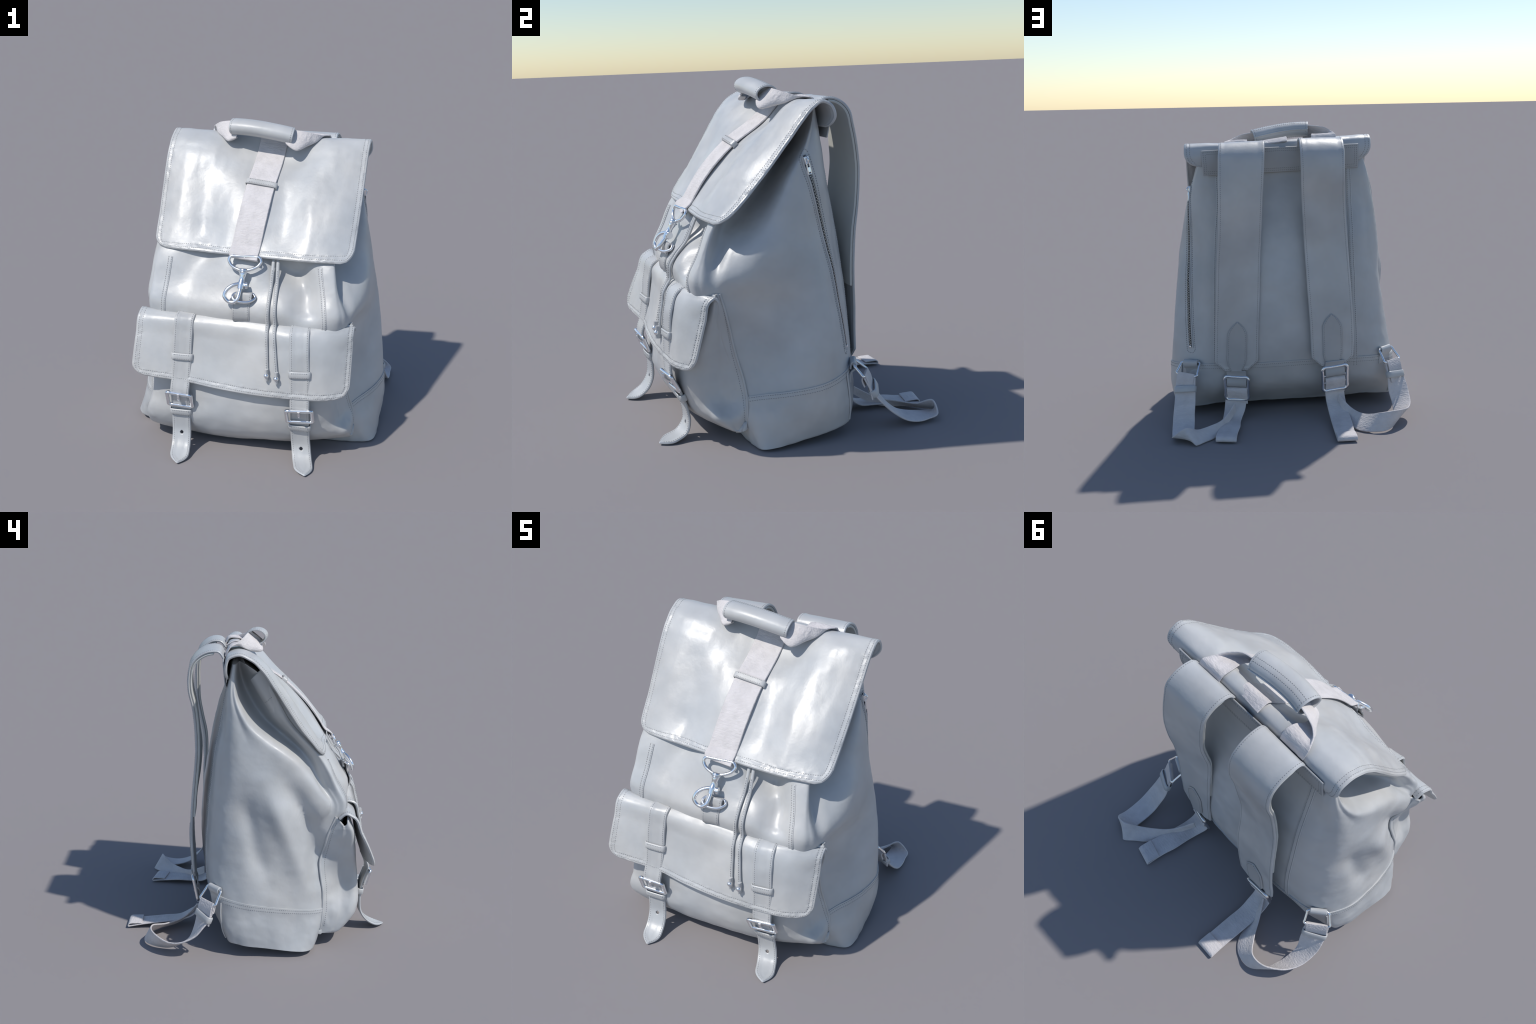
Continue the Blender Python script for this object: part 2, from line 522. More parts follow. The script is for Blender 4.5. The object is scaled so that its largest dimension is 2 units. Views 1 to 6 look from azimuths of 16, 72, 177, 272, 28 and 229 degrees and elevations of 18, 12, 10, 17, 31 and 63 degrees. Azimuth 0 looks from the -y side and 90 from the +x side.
def fold_offset(p):
    o = 0.
    for side, line, depth, w in FOLDS:
        if side * p[0] < .45:
            continue
        best, where = 9., 0.
        q = A((p[1], p[2]))
        for k, (a, b) in enumerate(zip(line[:-1], line[1:])):
            a, b = A(a), A(b); d = b - a
            t = min(max(np.dot(q - a, d) / np.dot(d, d), 0), 1)
            e = np.linalg.norm(q - a - t * d)
            if e < best:
                best, where = e, (k + t) / (len(line) - 1)
        o += depth * math.exp(-(best / w) ** 2) * (.25 + .75 * smooth(0, .3, where) * smooth(1, .75, where))
    if p[1] < -.2:
        for hx, hz, depth, wx, wz in HOLLOWS:
            o -= depth * math.exp(-((p[0] - hx) / wx) ** 2 - ((p[2] - hz) / wz) ** 2)
    return o


NS, NZ = 260, 150
S = np.linspace(0, NR, NS, endpoint=False)
zz = np.linspace(.03, 1.83, NZ)
levels = spline(ZS, RINGS, zz)
BODY = np.empty((NZ, NS, 3))
for i in range(NZ):
    BODY[i, :, :2] = spline(np.arange(NR + 1), levels[i], S, closed=True)
    BODY[i, :, 2] = zz[i]


def bottom_lift(x, y):
    return .006 + .115 * (y + .34) + (.028 if x < 0 else .0) * smooth(-.2, -.6, x) * 1.


def ring_normals(P):
    du = np.roll(P, -1, 1) - np.roll(P, 1, 1); dv = np.gradient(P, axis=0)
    return unit(np.cross(dv, du))


BN = ring_normals(BODY)
if np.dot(BN[60, 0], (0, 1, 0)) < 0:
    BN = -BN
for i in range(NZ):
    for j in range(NS):
        p = BODY[i, j]
        o = fold_offset(p) * smooth(.3, .45, p[2]) + .004 * fbm(p, 3.2) + .0015 * fbm(p, 11.)
        BODY[i, j] = p + BN[i, j] * o
# settle the bottom: the base tilts, its front edge on the ground
for i in range(NZ):
    k = 1 - smooth(.03, .30, zz[i])
    for j in range(NS):
        x, y, z = BODY[i, j]
        BODY[i, j, 2] = z + k * (bottom_lift(x, y) - .03)
BN = ring_normals(BODY)
if np.dot(BN[60, 0], (0, 1, 0)) < 0:
    BN = -BN

BVH = BVHTree.FromPolygons([tuple(p) for p in BODY.reshape(-1, 3)],
                           [(i * NS + j, i * NS + (j + 1) % NS, (i + 1) * NS + (j + 1) % NS, (i + 1) * NS + j) for i in range(NZ - 1) for j in range(NS)])


def on_body(p, lift=0.):
    """nearest body point, its outward normal"""
    c, n, f, d = BVH.find_nearest(Vector(p))
    i, j = divmod(f, NS)
    n = BN[i, j]
    return A(c) + n * lift, n


def body_at(s, z):
    j = s / NR * NS; i = np.interp(z, zz, np.arange(NZ))
    a = min(int(i), NZ - 2); t = i - a
    b = int(j) % NS; u = j - int(j)
    def li(G):
        return (G[a, b] * (1 - u) + G[a, (b + 1) % NS] * u) * (1 - t) + (G[a + 1, b] * (1 - u) + G[a + 1, (b + 1) % NS] * u) * t
    return li(BODY), unit(li(BN))


def body_part(name, s0, s1):
    """cut the shell between two ring places into a panel of its own"""
    j0 = int(round(s0 / NR * NS)); j1 = int(round(s1 / NR * NS))
    cols = [j % NS for j in range(j0, j1 + 1)]
    V = BODY[:, cols].reshape(-1, 3); N = BN[:, cols].reshape(-1, 3)
    n = len(cols)
    F = [(i * n + j, i * n + j + 1, (i + 1) * n + j + 1, (i + 1) * n + j) for i in range(NZ - 1) for j in range(n - 1)]
    e1 = V[1] - V[0]; e2 = V[n] - V[0]
    if np.dot(np.cross(e1, e2), N[0]) < 0:
        F = [f[::-1] for f in F]
    return make(name, V, F, LEATHER, None, 0, N)


SEAMS = (1., 9., 11., 19.)
back_panel = body_part('body_panel', 19, 21)
right_gusset = body_part('gusset', 1, 9)
front_panel = body_part('body_panel', 9, 11)
left_gusset = body_part('gusset', 11, 19)

# closed top and bottom
top = BODY[-1]; bot = BODY[0]
def cap(name, ring, up, lift):
    c = ring.mean(0)
    V = [c + (p - c) * k + A((0, 0, lift * (1 - k * k))) for k in (1., .93, .8, .6, .35) for p in ring] + [c + A((0, 0, lift))]
    n = len(ring); F = []
    for r in range(4):
        for j in range(n):
            f = (r * n + j, r * n + (j + 1) % n, (r + 1) * n + (j + 1) % n, (r + 1) * n + j)
            F.append(f if up else f[::-1])
    for j in range(n):
        f = (4 * n + j, 4 * n + (j + 1) % n, 5 * n)
        F.append(f if up else f[::-1])
    return make(name, V, F, LEATHER, None, 0)
cap('mouth_closure', top, False, .03)

# base boot: a second skin over the lower body, ending in a double-stitched seam
def seam_z(x, y):
    return .335 + .165 * y + .012 * smooth(.3, -.3, x)

NB = 30
base = np.empty((NB, NS, 3)); bnor = np.empty_like(base)
for j in range(NS):
    s = S[j]
    x, y = BODY[30, j, :2]
    zt = seam_z(x, y)
    for i in range(NB):
        z = .03 + (zt - .03) * i / (NB - 1)
        p, n = body_at(s, z)
        edge = .002 * math.exp(-((i - NB + 3) / 2.2) ** 2)
        base[i, j] = p + n * (.005 + edge + .003 * fbm(p, 7.) + .0025 * fbm(p * A((1, 1, .5)), 17., 2)); bnor[i, j] = n
lip = base[-1] - bnor[-1] * .012
V = np.concatenate([base.reshape(-1, 3), lip]); F = []
for i in range(NB):
    for j in range(NS):
        a, b = i * NS, (i + 1) * NS
        F.append((a + j, b + j, b + (j + 1) % NS, a + (j + 1) % NS))
# bottom cap, rounded under
c = base[0].mean(0)
k0 = len(V)
rings = []
for r, (k, dz) in enumerate(((.985, -.006), (.95, -.008), (.8, -.004), (.5, .004), (.2, .008))):
    rings.append(c * A((1, 1, 0)) + (base[0] - c * A((1, 1, 0))) * A((k, k, 1)) + A((0, 0, dz)))
V = np.concatenate([V] + rings + [c[None] + A((0, 0, .008))])
prev = 0
for r in range(5):
    cur = k0 + r * NS
    for j in range(NS):
        F.append((prev + j, prev + (j + 1) % NS, cur + (j + 1) % NS, cur + j))
    prev = cur
for j in range(NS):
    F.append((prev + j, prev + (j + 1) % NS, len(V) - 1))
V[:, 2] = np.maximum(V[:, 2], .002)
base_ob = make('base', V, F, LEATHER, None, 60)
me = base_ob.data
me.flip_normals() if me.polygons[NS * 5 + 3].normal.dot(Vector(bnor[5, 3])) < 0 else None
for drop in (.010, .028):
    path = []
    for j in list(range(NS)) + [0]:
        i = NB - 1 - drop / (.30 / NB)
        a = int(i); t = i - a
        path.append((base[a, j] * (1 - t) + base[a + 1, j] * t, bnor[a, j]))
    stitch_path(path, base_ob)

# corner seams of the boot
for q in ([(-.70, .190, .34), (-.715, .190, .24), (-.712, .180, .15), (-.705, .17, .10)], [(.735, .225, .36), (.735, .225, .26), (.728, .22, .16), (.72, .215, .09)]):
    tube('boot_seam', [on_body(p, .0095)[0] for p in q], .005, LEATHER, parent=base_ob)

# vertical seams on the body: a flat-felled ridge and a double stitch row
def seam_strip(s, z0, z1, w, parent, side):
    zsn = np.linspace(z0, z1, 60)
    C, N = zip(*[body_at(s, z) for z in zsn])
    C, N = A(C), A(N)
    T = unit(np.gradient(C, axis=0)); B = unit(np.cross(N, T)) * side
    V, F = [], []
    prof = [(0, -.003), (.0, .0035), (.15, .0055), (.5, .0045), (.85, .005), (1., .003), (1., -.003)]
    for c, n, b in zip(C, N, B):
        for u, h in prof:
            q = on_body(c + b * u * w)[0]
            V.append(q + n * h)
    m = len(prof)
    for i in range(len(C) - 1):
        for j in range(m - 1):
            F.append((i * m + j, i * m + j + 1, (i + 1) * m + j + 1, (i + 1) * m + j))
    ob = make('seam_strip', V, F, LEATHER, parent, 35)
    if ob.data.polygons[8].normal.dot(Vector(N[0])) < 0:
        ob.data.flip_normals()
    for u in (.2, .8):
        stitch_path([(on_body(c + b * u * w)[0] + n * .0055, n) for c, n, b in zip(C, N, B)], ob)
seam_strip(1., .37, 1.70, .035, right_gusset, 1)
seam_strip(19., .33, 1.70, .035, left_gusset, -1)
seam_strip(9., .60, 1.21, .03, front_panel, -1)
seam_strip(11., .60, 1.21, .03, front_panel, 1)

# ------------------------------------------------------------------ front pocket
POCKET = {   # height: right seam, right edge pulled in, right corner, three front places, left corner, left mid-side, left seam
    .88: [(.690, -.47), (.68, -.485), (.662, -.505), (.36, -.595), (0, -.60), (-.35, -.60), (-.595, -.605), (-.62, -.575), (-.615, -.53)],
    .78: [(.680, -.44), (.655, -.475), (.635, -.525), (.36, -.625), (0, -.63), (-.35, -.625), (-.595, -.640), (-.618, -.58), (-.61, -.49)],
    .66: [(.655, -.41), (.620, -.47), (.600, -.555), (.36, -.65), (0, -.655), (-.35, -.65), (-.565, -.645), (-.575, -.56), (-.60, -.45)],
    .50: [(.640, -.38), (.590, -.47), (.565, -.600), (.36, -.67), (0, -.675), (-.35, -.67), (-.528, -.655), (-.535, -.56), (-.60, -.435)],
    .36: [(.650, -.35), (.595, -.46), (.555, -.610), (.36, -.68), (0, -.690), (-.35, -.685), (-.530, -.662), (-.545, -.56), (-.630, -.45)],
    .25: [(.670, -.34), (.620, -.44), (.575, -.580), (.36, -.655), (0, -.680), (-.35, -.685), (-.560, -.662), (-.600, -.56), (-.640, -.455)],
    .15: [(.685, -.35), (.685, -.43), (.645, -.515), (.36, -.59), (0, -.612), (-.35, -.620), (-.572, -.610), (-.622, -.535), (-.650, -.46)],
    .09: [(.685, -.36), (.680, -.41), (.645, -.45), (.36, -.51), (0, -.535), (-.35, -.545), (-.575, -.555), (-.630, -.51), (-.648, -.46)],
}
PSAG = A([.03, .02, .010, -.025, -.045, -.035, .0, .015, .025])     # the bottom hangs lower in the middle
pz = A(sorted(POCKET)); pr = A([POCKET[z] for z in pz])
nz_, nu_ = 70, 150
tz = np.linspace(.09, .88, nz_)
lev = spline(pz, pr, tz)
PK = np.empty((nz_ + 3, nu_, 3))
uu = np.linspace(0, 8, nu_)
for i in range(nz_):
    PK[i + 3, :, :2] = spline(np.arange(9), lev[i], uu)
    PK[i + 3, :, 2] = tz[i] + spline(np.arange(9), PSAG, uu) * (1 - smooth(.09, .35, tz[i]))
for i in range(nz_):
    PK[i + 3, :, 2] -= .055 * smooth(.78, .88, tz[i]) * np.exp(-((uu - 6.95) / .75) ** 2)
for i in range(3, nz_ + 3):                                 # its sides are sewn to the body
    for col, step in ((0, 1), (nu_ - 1, -1)):
        q, _ = on_body(PK[i, col], .003)
        d = q - PK[i, col]; d[2] = 0
        for k in range(16):
            PK[i, col + step * k] += d * (1 - k / 16)
under = PK[3].copy()
for i, (k, dz) in enumerate(((.0, .03), (.45, -.012), (.8, -.012))):
    back = under.copy(); back[:, 1] = -.36 - .05 * smooth(.2, -.6, under[:, 0])
    PK[i] = back * (1 - k) + under * k + A((0, 0, dz))
PN = grid_normals(PK)
sg = 1 if PN[40, 75, 1] < 0 else -1
PN *= sg
for i in range(PK.shape[0]):
    for j in range(nu_):
        p = PK[i, j]
        low = math.exp(-((p[2] - .2) / .10) ** 2) * smooth(.45, .62, abs(p[0]))
        PK[i, j] = p + PN[i, j] * (.005 * fbm(p, 4.) + .0015 * fbm(p, 13.) + .006 * low * fbm(p * A((1, 1, .6)), 15., 2))
PK[..., 2] = np.maximum(PK[..., 2], .012)
F = []
for i in range(PK.shape[0] - 1):
    for j in range(nu_ - 1):
        a = i * nu_ + j
        f = (a, a + 1, a + nu_ + 1, a + nu_)
        F.append(f if sg > 0 else f[::-1])
pocket = make('pocket', PK.reshape(-1, 3), F, LEATHER, None, 50)
so = pocket.modifiers.new('thickness', 'SOLIDIFY'); so.thickness = .010; so.offset = -1
PN = grid_normals(PK) * sg
# welt where the pocket meets the body, stitched
for jj in (0, nu_ - 1):
    pts = [PK[i, jj] for i in range(4, nz_ + 2, 5)] + [PK[nz_ + 2, jj]]
    tube('pocket_welt', pts, .007, LEATHER, parent=pocket)
    k = 4 if jj == 0 else nu_ - 5
    stitch_path([(PK[i, k], PN[i, k]) for i in range(6, nz_ + 2)], pocket)

# pocket flap: rolled over the pocket mouth, corners rounded, hem puckered
pf_cols = {   # x: (y, z) from the root over the mouth to the hem; it sags out between the straps
    -.610: [(-.545, .872), (-.590, .905), (-.636, .886), (-.695, .770), (-.745, .660), (-.785, .548)],
    -.460: [(-.562, .868), (-.598, .896), (-.632, .878), (-.678, .768), (-.714, .650), (-.756, .522)],
    -.315: [(-.575, .872), (-.605, .896), (-.638, .875), (-.668, .765), (-.692, .640), (-.732, .504)],
    -.100: [(-.582, .870), (-.612, .893), (-.640, .872), (-.670, .758), (-.700, .632), (-.745, .488)],
    .150: [(-.586, .866), (-.616, .888), (-.643, .864), (-.682, .748), (-.716, .618), (-.750, .475)],
    .395: [(-.582, .858), (-.612, .880), (-.650, .856), (-.692, .745), (-.710, .615), (-.730, .468)],
    .540: [(-.562, .852), (-.595, .875), (-.616, .852), (-.660, .742), (-.688, .612), (-.712, .470)],
    .698: [(-.475, .845), (-.495, .868), (-.525, .852), (-.560, .740), (-.598, .615), (-.640, .478)],
}
pf_rows = [[(x * (1 + .012 * k / 5 * (x < 0)), *pf_cols[x][k]) for x in sorted(pf_cols)] for k in range(6)]
pf = Sheet('pocket_flap', pf_rows, LEATHER, thick=.016, width=tip_round(.075, .46, .655), res=.0072,
           face=(0, -1, .3), hem=.0018, pucker=.0034, crumple=.004, stitch=(('rim', .012), ('rim', .034)), seed=3.)

# ------------------------------------------------------------------ main flap
mf_cols = {   # x: (y, z) from the back edge over the ridge to the front hem
    -.590: [(.140, 1.735), (.150, 1.825), (.128, 1.882), (.072, 1.903), (-.012, 1.873), (-.074, 1.820), (-.158, 1.702), (-.305, 1.464), (-.405, 1.332), (-.450, 1.268)],
    -.450: [(.148, 1.735), (.158, 1.825), (.136, 1.880), (.080, 1.898), (-.020, 1.870), (-.090, 1.812), (-.188, 1.688), (-.342, 1.462), (-.424, 1.333), (-.468, 1.265)],
    -.280: [(.156, 1.734), (.166, 1.824), (.144, 1.877), (.085, 1.893), (-.008, 1.858), (-.085, 1.795), (-.186, 1.662), (-.316, 1.460), (-.398, 1.335), (-.470, 1.262)],
    -.100: [(.164, 1.732), (.174, 1.822), (.152, 1.873), (.104, 1.884), (.040, 1.838), (-.030, 1.775), (-.195, 1.645), (-.348, 1.466), (-.432, 1.335), (-.480, 1.258)],
    .060: [(.172, 1.728), (.182, 1.818), (.160, 1.868), (.114, 1.876), (.060, 1.820), (-.014, 1.748), (-.175, 1.635), (-.345, 1.470), (-.436, 1.335), (-.484, 1.256)],
    .220: [(.182, 1.725), (.192, 1.814), (.170, 1.865), (.120, 1.873), (.062, 1.818), (-.002, 1.750), (-.142, 1.642), (-.298, 1.468), (-.415, 1.332), (-.490, 1.256)],
    .400: [(.198, 1.721), (.208, 1.808), (.185, 1.860), (.132, 1.870), (.055, 1.845), (-.026, 1.772), (-.142, 1.652), (-.326, 1.465), (-.434, 1.330), (-.492, 1.256)],
    .540: [(.210, 1.718), (.219, 1.802), (.195, 1.854), (.144, 1.869), (.066, 1.845), (-.005, 1.778), (-.105, 1.655), (-.290, 1.468), (-.402, 1.332), (-.476, 1.255)],
    .665: [(.222, 1.715), (.230, 1.795), (.205, 1.846), (.157, 1.868), (.095, 1.835), (.035, 1.772), (-.053, 1.662), (-.209, 1.475), (-.345, 1.335), (-.445, 1.250)],
}
mf_rows = [[(x * (1 - .045 * max(k - 6, 0) / 3 * (x < 0)), *mf_cols[x][k]) for x in sorted(mf_cols)] for k in range(10)]
mf = Sheet('flap', mf_rows, LEATHER, thick=.016, width=tip_round(.07, .98, .62, .10), res=.0085,
           face=(0, -1, 1), hem=.0018, pucker=.0032, crumple=.006, stitch=(('rim', .012), ('rim', .034)), seed=11.)

# side flange of the front panel, seen in the open side under the flap
fl_back = A([(-.009, 1.735), (-.080, 1.610), (-.150, 1.500), (-.220, 1.420), (-.294, 1.335), (-.345, 1.285)])
fl_rows = []
for k, (y, z) in enumerate(fl_back):
    w = 1 - .35 * smooth(3, 5, k); b = .035 * smooth(2, 5, k)
    fl_rows.append([(-.440 - b, y + .014, z - .016), (-.478 - b, y - .006 * w, z + .006 * w), (-.490 - b, y - .034 * w, z + .033 * w), (-.485 - b, y - .062 * w, z + .058 * w)])
flange = Sheet('panel_flange', fl_rows, LEATHER, thick=.012, face=(-1, 0, 0), crumple=.003, res=.011, parent=front_panel)
stitch_path([flange.at(u, .30) for u in np.linspace(-.8, .95, 40)], flange.ob)

# ------------------------------------------------------------------ back patch and shoulder straps
patch_rows = [
    [(.555, .232, 1.821), (.20, .212, 1.832), (-.15, .188, 1.838), (-.504, .168, 1.844)],
    [(.550, .237, 1.74), (.20, .213, 1.75), (-.15, .190, 1.757), (-.504, .164, 1.765)],
    [(.545, .222, 1.657), (.20, .208, 1.667), (-.15, .184, 1.676), (-.504, .158, 1.685)],
]
patch = Sheet('reinforcing_patch', patch_rows, DULL, thick=.007, face=(0, 1, 0), crumple=.002, stitch=(('all', .010), ('all', .024)))

SX = {
    'left': dict(   # wearer-agnostic: the strap on the -x side
        outer=[(-.375, .165, 1.845), (-.378, .195, 1.888), (-.38, .253, 1.893), (-.38, .335, 1.858), (-.38, .385, 1.80), (-.379, .402, 1.72), (-.379, .402, 1.64),
               (-.38, .378, 1.525), (-.388, .365, 1.36), (-.395, .366, 1.25), (-.405, .382, 1.08), (-.415, .400, .90), (-.427, .412, .65), (-.43, .408, .50), (-.42, .405, .37)],
        inner=[(-.09, .180, 1.842), (-.092, .21, 1.886), (-.094, .27, 1.895), (-.095, .35, 1.862), (-.096, .405, 1.80), (-.096, .425, 1.72), (-.097, .425, 1.64),
               (-.10, .405, 1.525), (-.107, .388, 1.36), (-.112, .376, 1.25), (-.120, .388, 1.08), (-.128, .420, .90), (-.142, .432, .65), (-.147, .428, .50), (-.152, .42, .37)],
        tip=(-.275, .727)),
    'right': dict(
        outer=[(.435, .205, 1.825), (.433, .24, 1.866), (.433, .30, 1.872), (.436, .36, 1.845), (.44, .405, 1.79), (.442, .422, 1.72), (.445, .442, 1.60),
               (.447, .452, 1.48), (.452, .445, 1.35), (.458, .430, 1.23), (.468, .410, 1.10), (.477, .396, .90), (.490, .392, .65), (.497, .388, .50), (.505, .385, .35)],
        inner=[(.139, .188, 1.835), (.139, .222, 1.876), (.140, .28, 1.880), (.143, .335, 1.848), (.147, .382, 1.79), (.15, .398, 1.72), (.158, .405, 1.60),
               (.166, .406, 1.48), (.172, .388, 1.35), (.178, .368, 1.23), (.187, .368, 1.10), (.195, .380, .90), (.208, .388, .65), (.215, .388, .50), (.222, .385, .35)],
        tip=(.345, .685)),
}
straps = {}
for side, d in SX.items():
    o, i = (A(d['outer']), A(d['inner']))
    a, b = (o, i) if side == 'left' else (i, o)
    Ls = np.linalg.norm(np.diff((o + i) / 2, axis=0), axis=1).sum()
    def taper(v, Ls=Ls):
        dd = (1 - np.asarray(v, float)) * Ls
        return 1 - .47 * np.clip(1 - dd / .06, 0, 1)
    st = two_edge('shoulder_strap', a, b, LEATHER, thick=.014, width=taper, res=.014, hem=.002, pucker=.0015, crumple=.003, tip_hem=True, face=(0, 1, 0),
                  stitch=(('rim', .010),))
    if st.N[len(st.v) // 2, 4, 1] < 0:
        print('strap normal wrong', side)
    straps[side] = st
    # padding layer beneath, ending above the lower third
    m = 12
    sh = st.thick + .0015
    n = st.N
    rows = []
    for v in np.linspace(.055, .74, 26):
        row = []
        for u in (-.985, -.5, 0, .5, .985):
            p, nn = st.at(u, v)
            row.append(p - nn * sh)
        rows.append(row)
    Sheet('strap_padding', rows, LINING, thick=.014, face=(0, 1, 0), parent=st.ob, res=.02)
    # pointed tongue that carries the adjuster
    tx, tz_ = d['tip']
    vv = np.linspace(.0, 1, 40)
    zc = A([st.at(0, v)[0][2] for v in vv])
    vt = np.interp(-tz_, -zc, vv)
    rows = []
    for v in np.linspace(1.0, vt, 10):
        rows.append([st.at(u, v)[0] + st.at(u, v)[1] * .011 for u in (-.44, 0, .44)])
    lt = np.linalg.norm(rows[-1][1] - rows[0][1])
    Sheet('strap_tongue', rows, DULL, thick=.012, width=tip_pointed(.10, lt, 2.0, .03), face=(0, 1, 0), parent=st.ob, hem=.001, stitch=(('sides', .006),))

# adjusters: rounded frames with two middle bars, webbing woven through
ADJ = {'left': [(-.218, .428, .356), (-.386, .412, .374), (-.388, .384, .204), (-.224, .393, .186)],
       'right': [(.442, .372, .308), (.286, .392, .300), (.288, .362, .136), (.438, .352, .142)]}
for side, q in ADJ.items():
    C = A(q); par = straps[side].ob
    fr = tube('strap_adjuster', rounded_loop(C, .26), .0118, CHROME, True, par, n=96)
    for k in (.36, .66):
        p = C[0] * (1 - k) + C[3] * k; r = C[1] * (1 - k) + C[2] * k
        tube('adjuster_bar', [p, (p + r) / 2, r], .006, CHROME, parent=fr)
    # leather fold over the upper bar and webbing over the lower one
    ux = unit(C[1] - C[0]); dn = unit(C[3] - C[0]); nr = unit(np.cross(dn, ux)); nr = nr if nr[1] > 0 else -nr
    ctr = (C[0] + C[1]) / 2
    ribbon('leather_fold', [ctr - dn * .04 + nr * .006, ctr + dn * .01 + nr * .002, ctr + dn * .04 + nr * .014, ctr + dn * .062 + nr * .012, ctr + dn * .074 - nr * .004, ctr + dn * .06 - nr * .018, ctr - nr * .022],
           ux, .128, DULL, .008, parent=par, res=.008, face=dn)
    ribbon('webbing_fold', [ctr + dn * .20 - nr * .004, ctr + dn * .15 + nr * .006, ctr + dn * .115 + nr * .016, ctr + dn * .085 + nr * .014, ctr + dn * .076 - nr * .006, ctr + dn * .10 - nr * .02],
           ux, .132, WEB, .008, parent=par, res=.008, face=nr)

# webbing tails lying on the ground behind, doubled ends
TAIL = {'left': [((-.240, .385, .190), (-.366, .362, .200)), ((-.246, .400, .118), (-.371, .385, .135)), ((-.251, .454, .084), (-.376, .430, .096)), ((-.256, .513, .054), (-.380, .490, .073)),
                 ((-.257, .628, .041), (-.383, .620, .053)), ((-.260, .756, .029), (-.383, .755, .034)), ((-.263, .871, .017), (-.388, .866, .017))],
        'right': [((.440, .350, .140), (.302, .355, .140)), ((.448, .380, .075), (.312, .378, .080)), ((.458, .430, .040), (.335, .430, .040)), ((.466, .500, .034), (.347, .505, .034)),
                  ((.476, .567, .034), (.351, .600, .038)), ((.497, .678, .028), (.370, .697, .028)), ((.507, .792, .018), (.380, .814, .018))]}
for side, q in TAIL.items():
    tl = two_edge('webbing_tail', [a for a, b in q], [b for a, b in q], WEB, .009, face=(0, .3, 1), crumple=.002, res=.012)
    a, b = A(q[-1][0]), A(q[-1][1]); bk = unit((A(q[-2][0]) + A(q[-2][1]) - a - b)) 
    up = A((0, 0, 1.))
    two_edge('tail_fold', [a + bk * .09 + up * .010, a + bk * .05 + up * .016, a + up * .014, a - bk * .007 + up * .004, a - bk * .003 - up * .008],
             [b + bk * .09 + up * .010, b + bk * .05 + up * .016, b + up * .014, b - bk * .007 + up * .004, b - bk * .003 - up * .008],
             WEB, .007, parent=tl.ob, face=(0, .3, 1), res=.01)

# lower webbing: from the side D-rings, a loop lying behind the bag, back to the adjusters
LOOP = {   # e1 leaves the ring on the inside and ends up as the lower edge, e2 as the upper one
    'left': dict(
        e1=[(-.663, .322, .352), (-.672, .352, .262), (-.676, .372, .17), (-.695, .405, .09), (-.698, .465, .045), (-.688, .550, .012), (-.657, .657, .011), (-.586, .725, .011), (-.491, .725, .011), (-.405, .66, .012), (-.365, .53, .04), (-.32, .40, .12)],
        e2=[(-.772, .235, .352), (-.785, .262, .262), (-.803, .305, .21), (-.815, .36, .15), (-.812, .455, .105), (-.790, .530, .095), (-.746, .600, .108), (-.655, .668, .122), (-.565, .672, .115), (-.475, .590, .085), (-.400, .49, .095), (-.33, .40, .16)]),
    'right': dict(
        e1=[(.640, .390, .322), (.642, .425, .235), (.645, .46, .16), (.650, .51, .10), (.650, .56, .06), (.650, .63, .035), (.651, .70, .022), (.652, .79, .014), (.640, .838, .012), (.570, .777, .011), (.513, .717, .011), (.455, .57, .012), (.37, .42, .08)],
        e2=[(.762, .312, .328), (.772, .36, .235), (.780, .43, .15), (.787, .50, .085), (.789, .57, .038), (.788, .65, .018), (.784, .71, .022), (.774, .778, .048), (.712, .785, .098), (.618, .71, .065), (.541, .64, .062), (.462, .55, .065), (.38, .42, .13)]),
}
DR = {'left': [(-.618, .291, .430), (-.732, .190, .430), (-.771, .241, .351), (-.668, .332, .351)],
      'right': [(.733, .272, .392), (.607, .318, .395), (.640, .394, .322), (.762, .320, .328)]}
